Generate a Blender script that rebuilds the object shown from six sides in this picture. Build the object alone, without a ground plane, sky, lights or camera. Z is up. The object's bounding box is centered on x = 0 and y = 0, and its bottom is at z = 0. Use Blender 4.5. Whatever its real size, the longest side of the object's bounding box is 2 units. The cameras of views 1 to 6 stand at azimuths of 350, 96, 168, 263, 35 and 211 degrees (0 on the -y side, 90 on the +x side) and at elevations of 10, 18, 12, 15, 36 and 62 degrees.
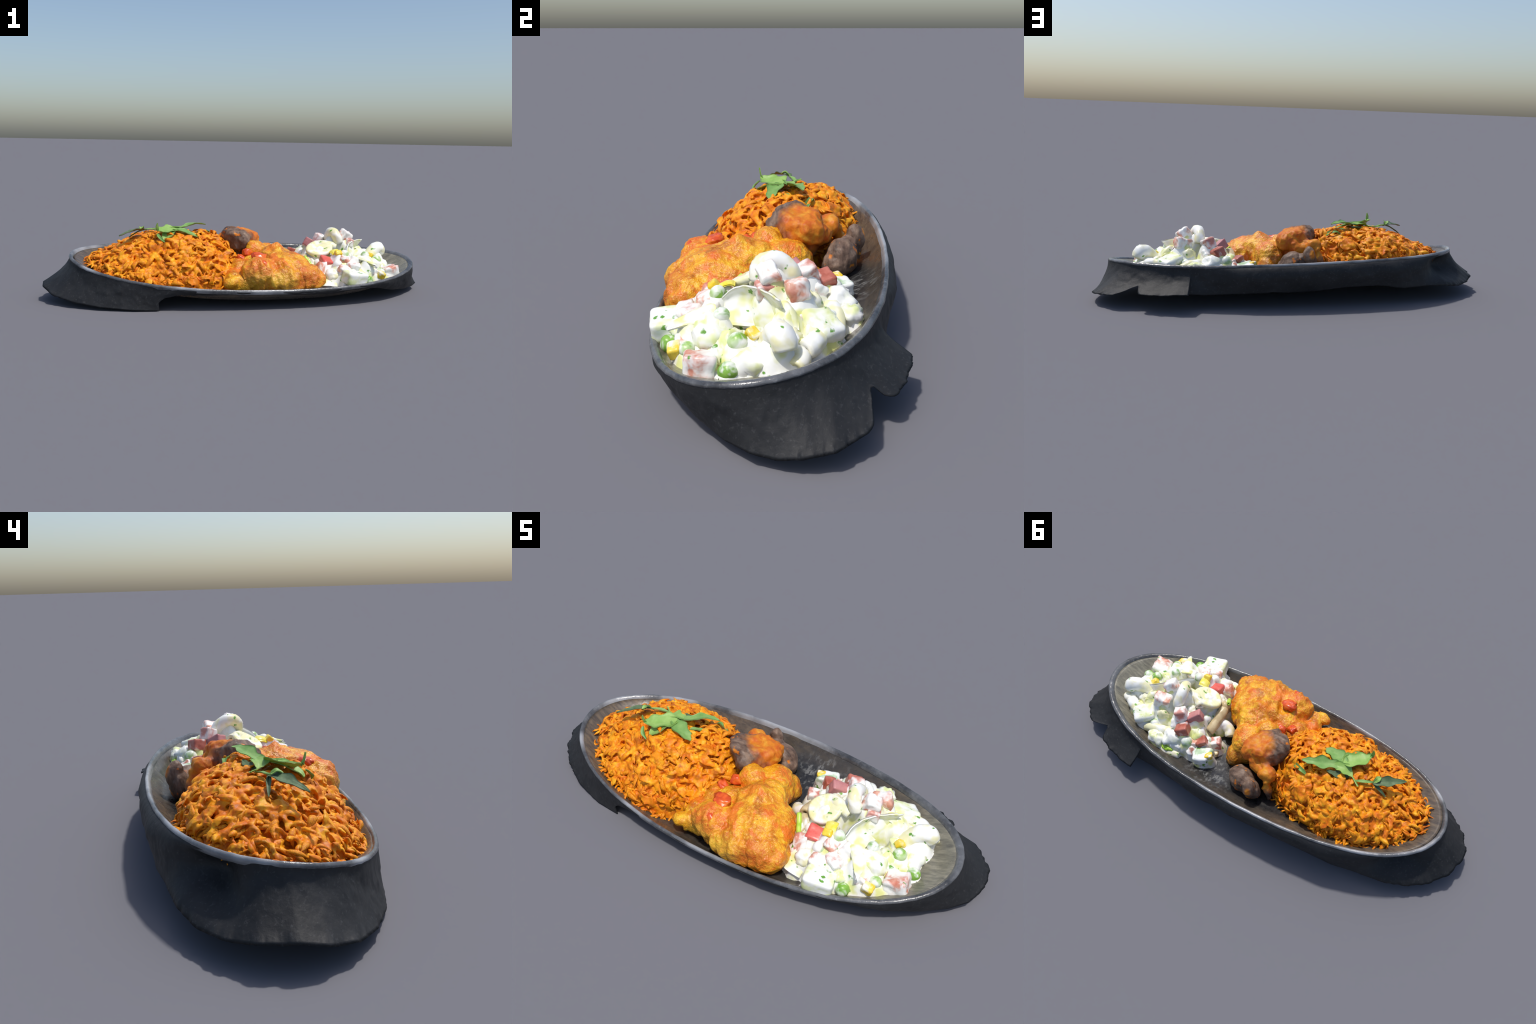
# A tilted black oval dish with orange rice, a saucy chicken leg, two gizzards,
# a creamy macaroni and potato salad and an arugula garnish.
import bpy, bmesh, math
import numpy as np
from mathutils import Vector, Matrix, Euler

rng = np.random.default_rng(11)
TAU = 2 * math.pi

# ------------------------------------------------------------------ noise
_perm = np.random.default_rng(5).permutation(512)
_grad = np.random.default_rng(6).normal(size=(512, 3))
_grad /= np.linalg.norm(_grad, axis=1)[:, None]


def perlin(p):
    p = np.asarray(p, float)
    i = np.floor(p).astype(int)
    f = p - i
    w = f * f * f * (f * (f * 6 - 15) + 10)
    out = np.zeros(len(p))
    for dx in (0, 1):
        for dy in (0, 1):
            for dz in (0, 1):
                h = _perm[(_perm[(_perm[(i[:, 0] + dx) % 512] + i[:, 1] + dy) % 512] + i[:, 2] + dz) % 512]
                d = f - np.array([dx, dy, dz])
                ww = np.abs(1 - dx - w[:, 0]) * np.abs(1 - dy - w[:, 1]) * np.abs(1 - dz - w[:, 2])
                out += ww * (_grad[h] * d).sum(1)
    return out


def fbm(p, scale, octaves=3, seed=0.0, gain=0.5):
    p = np.asarray(p, float) / scale + seed * 17.3 + 100.0
    a, s = 1.0, 0.0
    for _ in range(octaves):
        s = s + a * perlin(p)
        p = p * 2.03 + 3.1
        a *= gain
    return s


def ridged(p, scale, octaves=3, seed=0.0):
    p = np.asarray(p, float) / scale + seed * 13.7 + 100.0
    a, s = 1.0, 0.0
    for _ in range(octaves):
        s = s + a * (1 - 2.2 * np.abs(perlin(p)))
        p = p * 2.03 + 3.1
        a *= 0.5
    return s


# ------------------------------------------------------------------ objects
def collection_link(o):
    bpy.context.scene.collection.objects.link(o)
    return o


def make_mesh(name, verts, faces, mat=None, smooth=True):
    me = bpy.data.meshes.new(name)
    me.from_pydata([tuple(v) for v in np.asarray(verts, float)], [], [tuple(int(i) for i in f) for f in faces])
    me.validate()
    me.update()
    if mat:
        me.materials.append(mat)
    if smooth:
        me.polygons.foreach_set("use_smooth", np.ones(len(me.polygons), bool))
    return me


def make_object(name, me, parent=None):
    o = collection_link(bpy.data.objects.new(name, me))
    if parent:
        o.parent = parent
        o.matrix_parent_inverse = Matrix.Translation(-parent.location)
    return o


def make_thing(name, base, label, category):
    o = collection_link(bpy.data.objects.new(name, None))
    o.empty_display_size = 0.05
    o.location = base
    o["label"], o["category"] = label, category
    return o


def grid_faces(nu, nv, wrap_u=False):
    f = []
    for i in range(nu if wrap_u else nu - 1):
        for j in range(nv - 1):
            a, b = i * nv + j, ((i + 1) % nu) * nv + j
            f.append((a, b, b + 1, a + 1))
    return f


def evaluated(o):
    dg = bpy.context.evaluated_depsgraph_get()
    dg.update()
    me = bpy.data.meshes.new_from_object(o.evaluated_get(dg))
    return me


def verts_of(me):
    v = np.empty(len(me.vertices) * 3)
    me.vertices.foreach_get("co", v)
    n = np.empty(len(me.vertices) * 3)
    me.vertices.foreach_get("normal", n)
    return v.reshape(-1, 3), n.reshape(-1, 3)


def set_verts(me, v):
    me.vertices.foreach_set("co", np.asarray(v, np.float32).ravel())
    me.update()


def rot(rx, ry, rz):
    return np.array(Euler((math.radians(rx), math.radians(ry), math.radians(rz))).to_matrix())


# ------------------------------------------------------------------ materials
class Nodes:
    def __init__(self, name):
        self.m = bpy.data.materials.new(name)
        self.m.use_nodes = True
        self.t = self.m.node_tree
        self.b = self.t.nodes["Principled BSDF"]
        self.co = self.new("ShaderNodeTexCoord").outputs["Object"]

    def new(self, kind, **kw):
        n = self.t.nodes.new(kind)
        for k, v in kw.items():
            setattr(n, k, v)
        return n

    def link(self, a, b):
        self.t.links.new(a, b)

    def shifted(self):
        """Object coordinates moved by a per-object random offset, so that repeats differ."""
        r = self.new("ShaderNodeObjectInfo").outputs["Random"]
        mul = self.new("ShaderNodeMath", operation="MULTIPLY")
        mul.inputs[1].default_value = 37.0
        self.link(r, mul.inputs[0])
        add = self.new("ShaderNodeVectorMath", operation="ADD")
        self.link(self.co, add.inputs[0])
        self.link(mul.outputs[0], add.inputs[1])
        return add.outputs[0]

    def mapped(self, vec, scale=(1, 1, 1), offset=(0, 0, 0), rotation=(0, 0, 0)):
        mp = self.new("ShaderNodeMapping")
        mp.inputs["Scale"].default_value = scale
        mp.inputs["Location"].default_value = offset
        mp.inputs["Rotation"].default_value = rotation
        self.link(vec, mp.inputs["Vector"])
        return mp.outputs[0]

    def noise(self, vec, scale, detail=3.0, rough=0.55, distortion=0.0):
        n = self.new("ShaderNodeTexNoise")
        n.inputs["Scale"].default_value = scale
        n.inputs["Detail"].default_value = detail
        n.inputs["Roughness"].default_value = rough
        n.inputs["Distortion"].default_value = distortion
        self.link(vec, n.inputs["Vector"])
        return n.outputs["Fac"]

    def ramp(self, fac, stops, interp="LINEAR"):
        r = self.new("ShaderNodeValToRGB")
        r.color_ramp.interpolation = interp
        e = r.color_ramp.elements
        while len(e) < len(stops):
            e.new(0.5)
        for el, (p, c) in zip(e, stops):
            el.position = p
            el.color = (c, c, c, 1) if isinstance(c, (int, float)) else (*c, 1)
        self.link(fac, r.inputs["Fac"])
        return r.outputs["Color"]

    def mix(self, fac, a, b):
        m = self.new("ShaderNodeMix", data_type="RGBA")
        for val, sock in ((fac, m.inputs[0]), (a, m.inputs[6]), (b, m.inputs[7])):
            if isinstance(val, (int, float)):
                sock.default_value = val
            elif isinstance(val, tuple):
                sock.default_value = (*val, 1)
            else:
                self.link(val, sock)
        return m.outputs[2]

    def math(self, op, a, b=None):
        m = self.new("ShaderNodeMath", operation=op)
        for i, v in enumerate((a, b)):
            if v is None:
                continue
            if isinstance(v, (int, float)):
                m.inputs[i].default_value = v
            else:
                self.link(v, m.inputs[i])
        return m.outputs[0]

    def ball(self, vec, centre, radius, soft=0.4, wobble=0.0, wobble_scale=30):
        """Mask that is 1 inside a ball round a point of the object and fades out."""
        d = self.new("ShaderNodeVectorMath", operation="DISTANCE")
        self.link(vec, d.inputs[0])
        d.inputs[1].default_value = centre
        out = d.outputs["Value"]
        if wobble:
            out = self.math("ADD", out, self.math("MULTIPLY", self.math("SUBTRACT", self.noise(vec, wobble_scale), 0.5), wobble))
        mr = self.new("ShaderNodeMapRange")
        mr.inputs["From Min"].default_value = radius * (1 - soft)
        mr.inputs["From Max"].default_value = radius
        mr.inputs["To Min"].default_value = 1
        mr.inputs["To Max"].default_value = 0
        self.link(out, mr.inputs["Value"])
        return mr.outputs[0]

    def bump(self, fac, strength, distance=0.01):
        b = self.new("ShaderNodeBump")
        b.inputs["Strength"].default_value = strength
        b.inputs["Distance"].default_value = distance
        self.link(fac, b.inputs["Height"])
        self.link(b.outputs[0], self.b.inputs["Normal"])

    def finish(self, colour, rough=0.5, spec=0.4, **kw):
        if isinstance(colour, tuple):
            self.b.inputs["Base Color"].default_value = (*colour, 1)
        else:
            self.link(colour, self.b.inputs["Base Color"])
        if isinstance(rough, (int, float)):
            self.b.inputs["Roughness"].default_value = rough
        else:
            self.link(rough, self.b.inputs["Roughness"])
        self.b.inputs["Specular IOR Level"].default_value = spec
        for k, v in kw.items():
            self.b.inputs[k].default_value = v
        return self.m


def mat_dish_bowl():
    n = Nodes("black_glazed_bowl")
    c = n.co
    # baked reflection painted on the wall as streaks, brown left and khaki right
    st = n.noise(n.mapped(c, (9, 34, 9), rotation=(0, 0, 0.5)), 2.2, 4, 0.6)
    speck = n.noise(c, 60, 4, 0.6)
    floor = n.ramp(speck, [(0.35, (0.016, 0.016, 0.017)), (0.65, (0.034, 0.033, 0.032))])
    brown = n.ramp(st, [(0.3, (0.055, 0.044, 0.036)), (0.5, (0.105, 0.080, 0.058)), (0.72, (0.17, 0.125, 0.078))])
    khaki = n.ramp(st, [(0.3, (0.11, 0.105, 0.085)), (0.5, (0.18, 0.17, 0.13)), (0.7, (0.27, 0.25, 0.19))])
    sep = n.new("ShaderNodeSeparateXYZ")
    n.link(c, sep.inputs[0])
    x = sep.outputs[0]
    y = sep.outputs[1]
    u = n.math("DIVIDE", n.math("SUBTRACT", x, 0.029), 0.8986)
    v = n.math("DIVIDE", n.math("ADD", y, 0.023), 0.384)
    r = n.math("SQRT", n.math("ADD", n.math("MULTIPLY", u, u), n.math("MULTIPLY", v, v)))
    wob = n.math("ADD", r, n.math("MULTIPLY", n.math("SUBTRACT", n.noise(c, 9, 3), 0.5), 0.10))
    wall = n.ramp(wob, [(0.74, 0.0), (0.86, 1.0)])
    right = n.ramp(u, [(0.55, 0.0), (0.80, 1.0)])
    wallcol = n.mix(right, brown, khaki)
    # painted reflection fades to dark glaze midway along the two long sides
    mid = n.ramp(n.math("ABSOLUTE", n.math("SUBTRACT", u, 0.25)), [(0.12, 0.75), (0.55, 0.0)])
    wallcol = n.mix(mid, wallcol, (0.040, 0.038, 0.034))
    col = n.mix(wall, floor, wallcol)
    # dried pale smears of dressing on the floor beside the salad
    sm = n.ramp(n.noise(n.mapped(c, (1.6, 1.0, 1.0), rotation=(0, 0, -0.5)), 26, 5, 0.65), [(0.52, 0.0), (0.62, 1.0)])
    smear = n.math("MULTIPLY", sm, n.ball(c, (0.20, 0.215, 0.12), 0.17, 0.7, 0.08, 14))
    col = n.mix(n.math("MULTIPLY", smear, 0.75), col, (0.20, 0.20, 0.19))
    n.bump(n.noise(c, 40, 4), 0.12, 0.01)
    return n.finish(col, n.ramp(n.noise(c, 18, 3), [(0.35, 0.22), (0.7, 0.42)]), 0.5)


def mat_dish_rim():
    n = Nodes("worn_rim_painted_highlight")
    a = n.noise(n.co, 45, 5, 0.65)
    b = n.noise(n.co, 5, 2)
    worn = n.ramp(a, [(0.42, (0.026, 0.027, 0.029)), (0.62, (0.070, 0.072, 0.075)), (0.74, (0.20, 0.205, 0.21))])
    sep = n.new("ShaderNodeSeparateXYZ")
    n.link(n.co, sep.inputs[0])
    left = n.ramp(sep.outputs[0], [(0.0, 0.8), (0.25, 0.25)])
    left_highlight = n.math("MULTIPLY", n.ramp(b, [(0.40, 0.15), (0.60, 1.0)]), left)
    col = n.mix(left_highlight, worn, (0.40, 0.41, 0.43))  # baked highlight of the left rim painted pale over the worn grey
    n.bump(a, 0.25, 0.008)
    return n.finish(col, 0.20, 0.6)


def mat_dish_wall():
    n = Nodes("matt_black_outer_wall")
    a = n.noise(n.co, 7, 4, 0.6)
    dust = n.noise(n.co, 95, 4, 0.7)
    col = n.ramp(a, [(0.3, (0.010, 0.0107, 0.0122)), (0.55, (0.0165, 0.0173, 0.0190)), (0.75, (0.025, 0.0255, 0.0265))])
    col = n.mix(n.ramp(dust, [(0.56, 0.0), (0.72, 0.6)]), col, (0.060, 0.060, 0.062))
    n.bump(n.noise(n.co, 30, 4), 0.25, 0.01)
    return n.finish(col, 0.62, 0.35)


def mat_rice(name, shift=False):
    n = Nodes(name)
    v = n.shifted() if shift else n.co
    a = n.noise(v, 30, 4, 0.6, 0.5)
    b = n.noise(v, 11, 3, 0.6)
    col = n.ramp(a, [(0.28, (0.50, 0.095, 0.004)), (0.42, (0.74, 0.205, 0.006)),
                     (0.56, (0.86, 0.34, 0.009)), (0.72, (0.90, 0.50, 0.035))])
    col = n.mix(n.ramp(b, [(0.52, 0.0), (0.68, 0.6)]), col, (0.60, 0.125, 0.005))
    dk = n.noise(n.mapped(v, offset=(4, 2, 7)), 21, 4, 0.65)
    col = n.mix(n.ramp(dk, [(0.53, 0.0), (0.66, 0.8)]), col, (0.36, 0.080, 0.006))
    n.bump(n.noise(v, 120, 3), 0.25, 0.004)
    return n.finish(col, 0.48, 0.25)


def mat_chicken():
    n = Nodes("saucy_chicken_skin")
    c = n.co
    a = n.noise(c, 14, 4, 0.6, 0.6)
    fine = n.noise(c, 95, 3, 0.6)
    col = n.ramp(a, [(0.28, (0.38, 0.105, 0.006)), (0.42, (0.62, 0.205, 0.007)), (0.54, (0.79, 0.35, 0.009)), (0.68, (0.88, 0.54, 0.03))])
    col = n.mix(n.ramp(fine, [(0.50, 0.0), (0.70, 0.65)]), col, (0.92, 0.58, 0.07))
    red = n.noise(n.mapped(c, offset=(3.1, 1.7, 0.4)), 17, 4, 0.6, 0.8)
    col = n.mix(n.ramp(red, [(0.50, 0.0), (0.60, 0.85)]), col, (0.74, 0.16, 0.010))
    # browner underside fold at the free edge and where it lies against the gizzard
    for centre, rad, colour in (((0.16, -0.34, 0.10), 0.10, (0.50, 0.27, 0.03)), ((0.02, -0.33, 0.12), 0.10, (0.52, 0.29, 0.035)),
                                ((0.13, 0.08, 0.13), 0.10, (0.34, 0.145, 0.02)), ((0.28, -0.34, 0.13), 0.10, (0.56, 0.125, 0.012)),
                                ((0.04, -0.30, 0.20), 0.075, (0.66, 0.100, 0.010)), ((0.12, -0.16, 0.28), 0.05, (0.74, 0.16, 0.010)),
                                ((0.24, -0.20, 0.24), 0.035, (0.72, 0.12, 0.010)), ((0.10, -0.31, 0.19), 0.04, (0.68, 0.11, 0.010)),
                                ((0.33, -0.18, 0.17), 0.04, (0.72, 0.16, 0.010))):
        m = n.math("MULTIPLY", n.ball(c, centre, rad, 0.6, 0.06, 20), n.ramp(fine, [(0.3, 0.9), (0.7, 0.45)]))
        col = n.mix(m, col, colour)
    char = n.ramp(n.noise(n.mapped(c, offset=(7, 2, 5)), 33, 3, 0.6), [(0.72, 0.0), (0.77, 0.8)])
    col = n.mix(char, col, (0.09, 0.04, 0.02))
    n.bump(fine, 0.7, 0.008)
    return n.finish(col, n.ramp(fine, [(0.3, 0.42), (0.7, 0.26)]), 0.5)


def mat_tomato():
    n = Nodes("tomato_flesh")
    a = n.noise(n.co, 40, 3)
    col = n.ramp(a, [(0.35, (0.56, 0.055, 0.010)), (0.55, (0.70, 0.105, 0.014)), (0.7, (0.76, 0.20, 0.02))])
    n.bump(a, 0.3, 0.005)
    return n.finish(col, 0.3, 0.5)


def mat_gizzard(name, sauced, centre):
    n = Nodes(name)
    c = n.co
    a = n.noise(n.mapped(c, (1, 2.4, 1)), 22, 4, 0.6)
    col = n.ramp(a, [(0.3, (0.060, 0.038, 0.028)), (0.5, (0.15, 0.095, 0.068)), (0.7, (0.27, 0.185, 0.13))])
    sauce = n.ramp(n.noise(c, 24, 3, 0.6, 0.5), [(0.35, (0.52, 0.105, 0.012)), (0.55, (0.62, 0.20, 0.015)), (0.7, (0.66, 0.30, 0.03))])
    if sauced:
        m = n.ball(c, (0.05, 0.10, 0.31), 0.13, 0.35, 0.10, 16)
        m2 = n.ball(c, (-0.06, 0.17, 0.25), 0.085, 0.35, 0.05, 22)
        m = n.math("MAXIMUM", m, m2)
        m = n.math("MAXIMUM", m, n.math("MULTIPLY", n.ramp(n.noise(c, 30, 3), [(0.62, 0.0), (0.68, 0.9)]), 1.0))
    else:
        m = n.ramp(n.noise(c, 26, 3), [(0.60, 0.0), (0.66, 0.9)])
        m = n.math("MAXIMUM", m, n.ball(c, (-0.04, 0.285, 0.255), 0.032, 0.4, 0.02, 30))
    col = n.mix(m, col, sauce)
    n.bump(n.noise(c, 70, 4), 0.35, 0.006)
    return n.finish(col, 0.48, 0.25)


def mat_coated(name, body, body2, cream=(0.86, 0.85, 0.79), cover=0.5, scale=20, flecks=0.0, tint=None, rough=0.35):
    """A salad piece: its own flesh colour, patches of dressing over it and chopped-herb flecks."""
    n = Nodes(name)
    v = n.shifted()
    a = n.noise(v, 30, 3)
    col = n.ramp(a, [(0.35, body), (0.65, body2)])
    if cover > 0:
        m = n.ramp(n.noise(v, scale, 3, 0.55, 0.4), [(1 - cover - 0.10, 0.0), (1 - cover, 0.75), (1 - cover + 0.10, 1.0)])
        col = n.mix(m, col, cream)
    if tint:
        m = n.ramp(n.noise(n.mapped(v, offset=(5, 1, 2)), 15, 2), [(0.49, 0.0), (0.62, 0.8)])
        col = n.mix(m, col, tint)
    if flecks > 0:
        vo = n.new("ShaderNodeTexVoronoi")
        vo.inputs["Scale"].default_value = 34
        wob = n.new("ShaderNodeMix", data_type="VECTOR")
        wob.inputs[0].default_value = 0.03
        nz = n.new("ShaderNodeTexNoise")
        nz.inputs["Scale"].default_value = 60
        n.link(v, nz.inputs["Vector"])
        n.link(n.mapped(v, (1, 1.5, 1)), wob.inputs[4])
        n.link(nz.outputs["Color"], wob.inputs[5])
        n.link(wob.outputs[1], vo.inputs["Vector"])
        rnd = n.new("ShaderNodeSeparateColor")
        n.link(vo.outputs["Color"], rnd.inputs[0])
        near = n.ramp(vo.outputs["Distance"], [(0.22, 1.0), (0.34, 0.0)])
        some = n.math("LESS_THAN", rnd.outputs[0], flecks)
        col = n.mix(n.math("MULTIPLY", near, some), col, (0.14, 0.34, 0.045))
    n.bump(n.noise(v, 50, 2), 0.12, 0.006)
    return n.finish(col, rough, 0.5)


def mat_leaf(name, light, dark):
    n = Nodes(name)
    a = n.noise(n.co, 22, 3)
    col = n.ramp(a, [(0.35, dark), (0.65, light)])
    n.bump(n.noise(n.co, 60, 2), 0.25, 0.005)
    n.finish(col, 0.45, 0.4)
    tr = n.new("ShaderNodeBsdfTranslucent")
    n.link(col, tr.inputs["Color"])
    mx = n.new("ShaderNodeMixShader")
    mx.inputs[0].default_value = 0.22
    n.link(n.b.outputs[0], mx.inputs[1])
    n.link(tr.outputs[0], mx.inputs[2])
    n.link(mx.outputs[0], n.t.nodes["Material Output"].inputs["Surface"])
    return n.m


# ------------------------------------------------------------------ dish
# rim: one turn of a tilted, slightly saddle-shaped oval
def rim(t):
    x = 0.029 + 0.8986 * np.cos(t)
    y = -0.023 + 0.0119 * np.cos(t) + 0.3846 * np.sin(t) + 0.0137 * np.sin(3 * t)
    z = (0.1739 - 0.0236 * np.cos(t) + 0.0624 * np.sin(t) + 0.0211 * np.cos(2 * t)
         + 0.0029 * np.cos(4 * t) + 0.0017 * np.sin(4 * t))
    return np.stack([x, y, z], -1)


DEPTH_S = [0.0, 0.45, 0.62, 0.75, 0.85, 0.92, 0.965]
DEPTH_D = [0.093, 0.088, 0.080, 0.070, 0.053, 0.027, 0.006]


def bowl_z(s, t):
    lin = -0.0236 * np.cos(t) + 0.0624 * np.sin(t)
    sad = 0.0211 * np.cos(2 * t) + 0.0029 * np.cos(4 * t) + 0.0017 * np.sin(4 * t)
    return 0.1739 + s * lin + s * s * sad - np.interp(s, DEPTH_S, DEPTH_D)


def oval(x, y):
    u = (x - 0.029) / 0.8986
    v = (y + 0.023 - 0.0119 * u) / 0.3846
    t = np.arctan2(v, u)
    edge = np.abs(np.sin(t) + 0.0137 / 0.3846 * np.sin(3 * t))
    s = np.sqrt(u * u + v * v) / np.where(np.abs(np.sin(t)) > 0.3, edge / np.maximum(np.abs(np.sin(t)), 1e-6), 1.0) ** np.abs(np.sin(t))
    return s, t


def floor_z(x, y):
    s, t = oval(np.asarray(x, float), np.asarray(y, float))
    return bowl_z(np.minimum(s, 0.965), t)


def smooth_curve(xs, ys, q):
    """Catmull-Rom interpolation through a few profile points."""
    xs, ys = np.asarray(xs, float), np.asarray(ys, float)
    m = np.gradient(ys, xs)
    i = np.clip(np.searchsorted(xs, q) - 1, 0, len(xs) - 2)
    h = xs[i + 1] - xs[i]
    w = (q - xs[i]) / h
    return ((2 * w**3 - 3 * w**2 + 1) * ys[i] + (w**3 - 2 * w**2 + w) * h * m[i]
            + (-2 * w**3 + 3 * w**2) * ys[i + 1] + (w**3 - w**2) * h * m[i + 1])


# lower edge of the outer wall, an uneven skirt the scan caught only in part: (angle, x, y, z)
SKIRT = [(3, 0.975, 0.010, 0.030), (13, 0.993, 0.075, 0.030), (20, 1.000, 0.130, 0.042), (29, 0.985, 0.200, 0.054),
         (36, 0.905, 0.277, 0.063), (42, 0.787, 0.335, 0.081), (48, 0.700, 0.368, 0.082),
         (52, 0.630, 0.386, 0.088), (55.0, 0.561, 0.395, 0.090), (55.6, 0.608, 0.366, 0.085), (57.5, 0.590, 0.330, 0.080),
         (61, 0.500, 0.325, 0.070), (67, 0.390, 0.335, 0.075), (74, 0.280, 0.342, 0.078), (81, 0.165, 0.356, 0.086),
         (86, 0.100, 0.345, 0.082), (94, -0.030, 0.342, 0.084), (106, -0.210, 0.340, 0.104), (116, -0.370, 0.325, 0.103),
         (126, -0.500, 0.308, 0.084), (136, -0.620, 0.280, 0.086), (145, -0.752, 0.254, 0.080), (152, -0.842, 0.210, 0.066),
         (160, -0.918, 0.146, 0.066), (168, -0.974, 0.072, 0.078), (178, -1.000, -0.020, 0.086), (187, -0.992, -0.088, 0.070),
         (197, -0.940, -0.172, 0.045), (208, -0.845, -0.246, 0.027), (219, -0.716, -0.307, 0.013), (229, -0.563, -0.345, 0.004),
         (237, -0.440, -0.350, 0.000), (238, -0.445, -0.352, 0.040), (240, -0.415, -0.355, 0.062), (245, -0.355, -0.362, 0.074),
         (256, -0.190, -0.364, 0.072), (271, 0.050, -0.364, 0.066), (292, 0.370, -0.346, 0.060), (305, 0.555, -0.310, 0.076),
         (311, 0.650, -0.278, 0.072), (322, 0.755, -0.212, 0.046), (337, 0.855, -0.130, 0.033), (350, 0.930, -0.055, 0.030)]


def build_dish():
    thing = make_thing("oval_dish", (0, 0, 0), "black glazed oval serving dish with a flaring outer skirt left ragged by the scan", "dish")
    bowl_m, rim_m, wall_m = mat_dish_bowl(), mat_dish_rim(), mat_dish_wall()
    nt = 360
    t = np.linspace(0, TAU, nt, endpoint=False)
    R = rim(t)
    C = np.array([0.029, -0.023])
    out = R[:, :2] - C
    tang = np.roll(R, -1, 0) - np.roll(R, 1, 0)
    nrm = np.stack([tang[:, 1], -tang[:, 0]], -1)
    nrm /= np.linalg.norm(nrm, axis=1)[:, None]

    # bowl: floor and inner wall above, underside below
    ss = np.concatenate([np.linspace(0.02, 0.70, 18), np.linspace(0.72, 0.972, 16)])
    rows = []
    for s in ss:
        xy = C + out * s
        z = bowl_z(np.full(nt, s), t)
        p = np.stack([xy[:, 0], xy[:, 1], z], -1)
        p[:, 2] += 0.0022 * fbm(p, 0.09, 2, 3) * (1 if s < 0.93 else 0.3)
        rows.append(p)
    top = np.stack(rows, 1)                      # nt, ns, 3
    ns = len(ss)
    under = top[:, ::-1].copy()
    under[:, :, 2] -= 0.016
    under[:, :3, 2] += 0.004
    prof = np.concatenate([top, under], 1)
    verts = prof.reshape(-1, 3)
    faces = [tuple(reversed(f)) for f in grid_faces(nt, prof.shape[1], True)]
    k = prof.shape[1]
    faces.append([i * k for i in range(nt)])
    faces.append([i * k + k - 1 for i in reversed(range(nt))])
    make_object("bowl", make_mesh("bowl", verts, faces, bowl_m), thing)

    # rim: a rounded lip a couple of centimetres wide
    lip = [(-0.032, -0.016), (-0.0265, -0.005), (-0.020, 0.0015), (-0.013, 0.0042), (-0.006, 0.0035), (-0.001, -0.001),
           (0.0004, -0.005), (-0.003, -0.010), (-0.006, -0.018), (-0.014, -0.019), (-0.024, -0.018)]
    wig = fbm(np.stack([np.cos(t), np.sin(t), t * 0], -1), 0.09, 3, 1)
    wig2 = fbm(np.stack([np.cos(t), np.sin(t), t * 0 + 4], -1), 0.05, 2, 2)
    broad = 0.60 + 0.40 * np.clip(np.cos(t), 0, 1) + 0.12 * np.clip(-np.cos(t), 0, 1)
    prof = []
    for dx, dz in lip:
        p = R.copy()
        p[:, :2] += nrm * (dx * broad + 0.0022 * wig)[:, None]
        p[:, 2] += dz + 0.0018 * wig2
        prof.append(p)
    prof = np.stack(prof + prof[:1], 1)
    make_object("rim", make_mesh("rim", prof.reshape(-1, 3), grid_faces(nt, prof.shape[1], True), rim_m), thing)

    # outer wall: hangs from the rim and flares out to the scan's ragged edge
    nw = 1080
    tw = np.linspace(0, TAU, nw, endpoint=False)
    sk = np.array(SKIRT, float)
    ang = np.radians(np.concatenate([[sk[-1, 0] - 360], sk[:, 0], [sk[0, 0] + 360]]))
    pts = np.vstack([sk[-1:, 1:], sk[:, 1:], sk[:1, 1:]])
    low = np.stack([np.interp(tw, ang, pts[:, i]) for i in range(3)], -1)
    soft = low.copy()
    for _ in range(4):
        soft = (np.roll(soft, 1, 0) + 2 * soft + np.roll(soft, -1, 0)) / 4
    sharp = np.exp(-((np.degrees(tw)[:, None] - np.array([36, 55, 237.0])[None]) / 1.5) ** 2).max(1)[:, None]
    low = soft * (1 - sharp) + low * sharp
    Rw = rim(tw)
    tg = np.roll(Rw, -1, 0) - np.roll(Rw, 1, 0)
    nw2 = np.stack([tg[:, 1], -tg[:, 0]], -1)
    nw2 /= np.linalg.norm(nw2, axis=1)[:, None]
    jag = fbm(np.stack([low[:, 0], low[:, 1], low[:, 0] * 0], -1), 0.035, 3, 8)
    flare = np.clip(((low[:, :2] - Rw[:, :2]) * nw2).sum(1) / 0.08, 0, 1)
    deg = np.degrees(tw)

    def around(centre, width):
        return np.exp(-(((deg - centre + 180) % 360 - 180) / width) ** 2)
    fat = 2.0 - 0.5 * around(22, 30) + 0.35 * around(213, 16) - 0.25 * around(185, 14)
    belly = 0.024 * np.clip((deg - 60) / 12, 0, 1) * np.clip((160 - deg) / 14, 0, 1)
    dent = 0.088 * around(150, 10)
    cut = 1 - 0.33 * around(39.2, 1.9)       # a notch in the scan's flaring skirt
    nv = 26
    rows = []
    top0 = Rw.copy()
    top0[:, 2] -= 0.005
    top0[:, :2] -= nw2 * 0.0015
    for j in range(nv):
        v = j / (nv - 1) * cut
        h = (v ** fat)[:, None]
        p = top0 * 0
        p[:, :2] = top0[:, :2] * (1 - h) + low[:, :2] * h
        # the wall drops quickly first, then flattens into the flare
        flat = 0.35 * around(45, 14)
        zz = v ** (1 + 0.10 * flare) * (1 - flat) + flat * (1 - (1 - v) ** 2.3)
        p[:, 2] = top0[:, 2] * (1 - zz) + low[:, 2] * zz
        bell = np.sin(math.pi * v)
        w = fbm(p, 0.16, 3, 4)
        p[:, :2] += nw2 * (0.012 * bell * w)[:, None]
        p[:, :2] += nw2 * (0.004 * bell * fbm(p, 0.04, 2, 9))[:, None]
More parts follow.
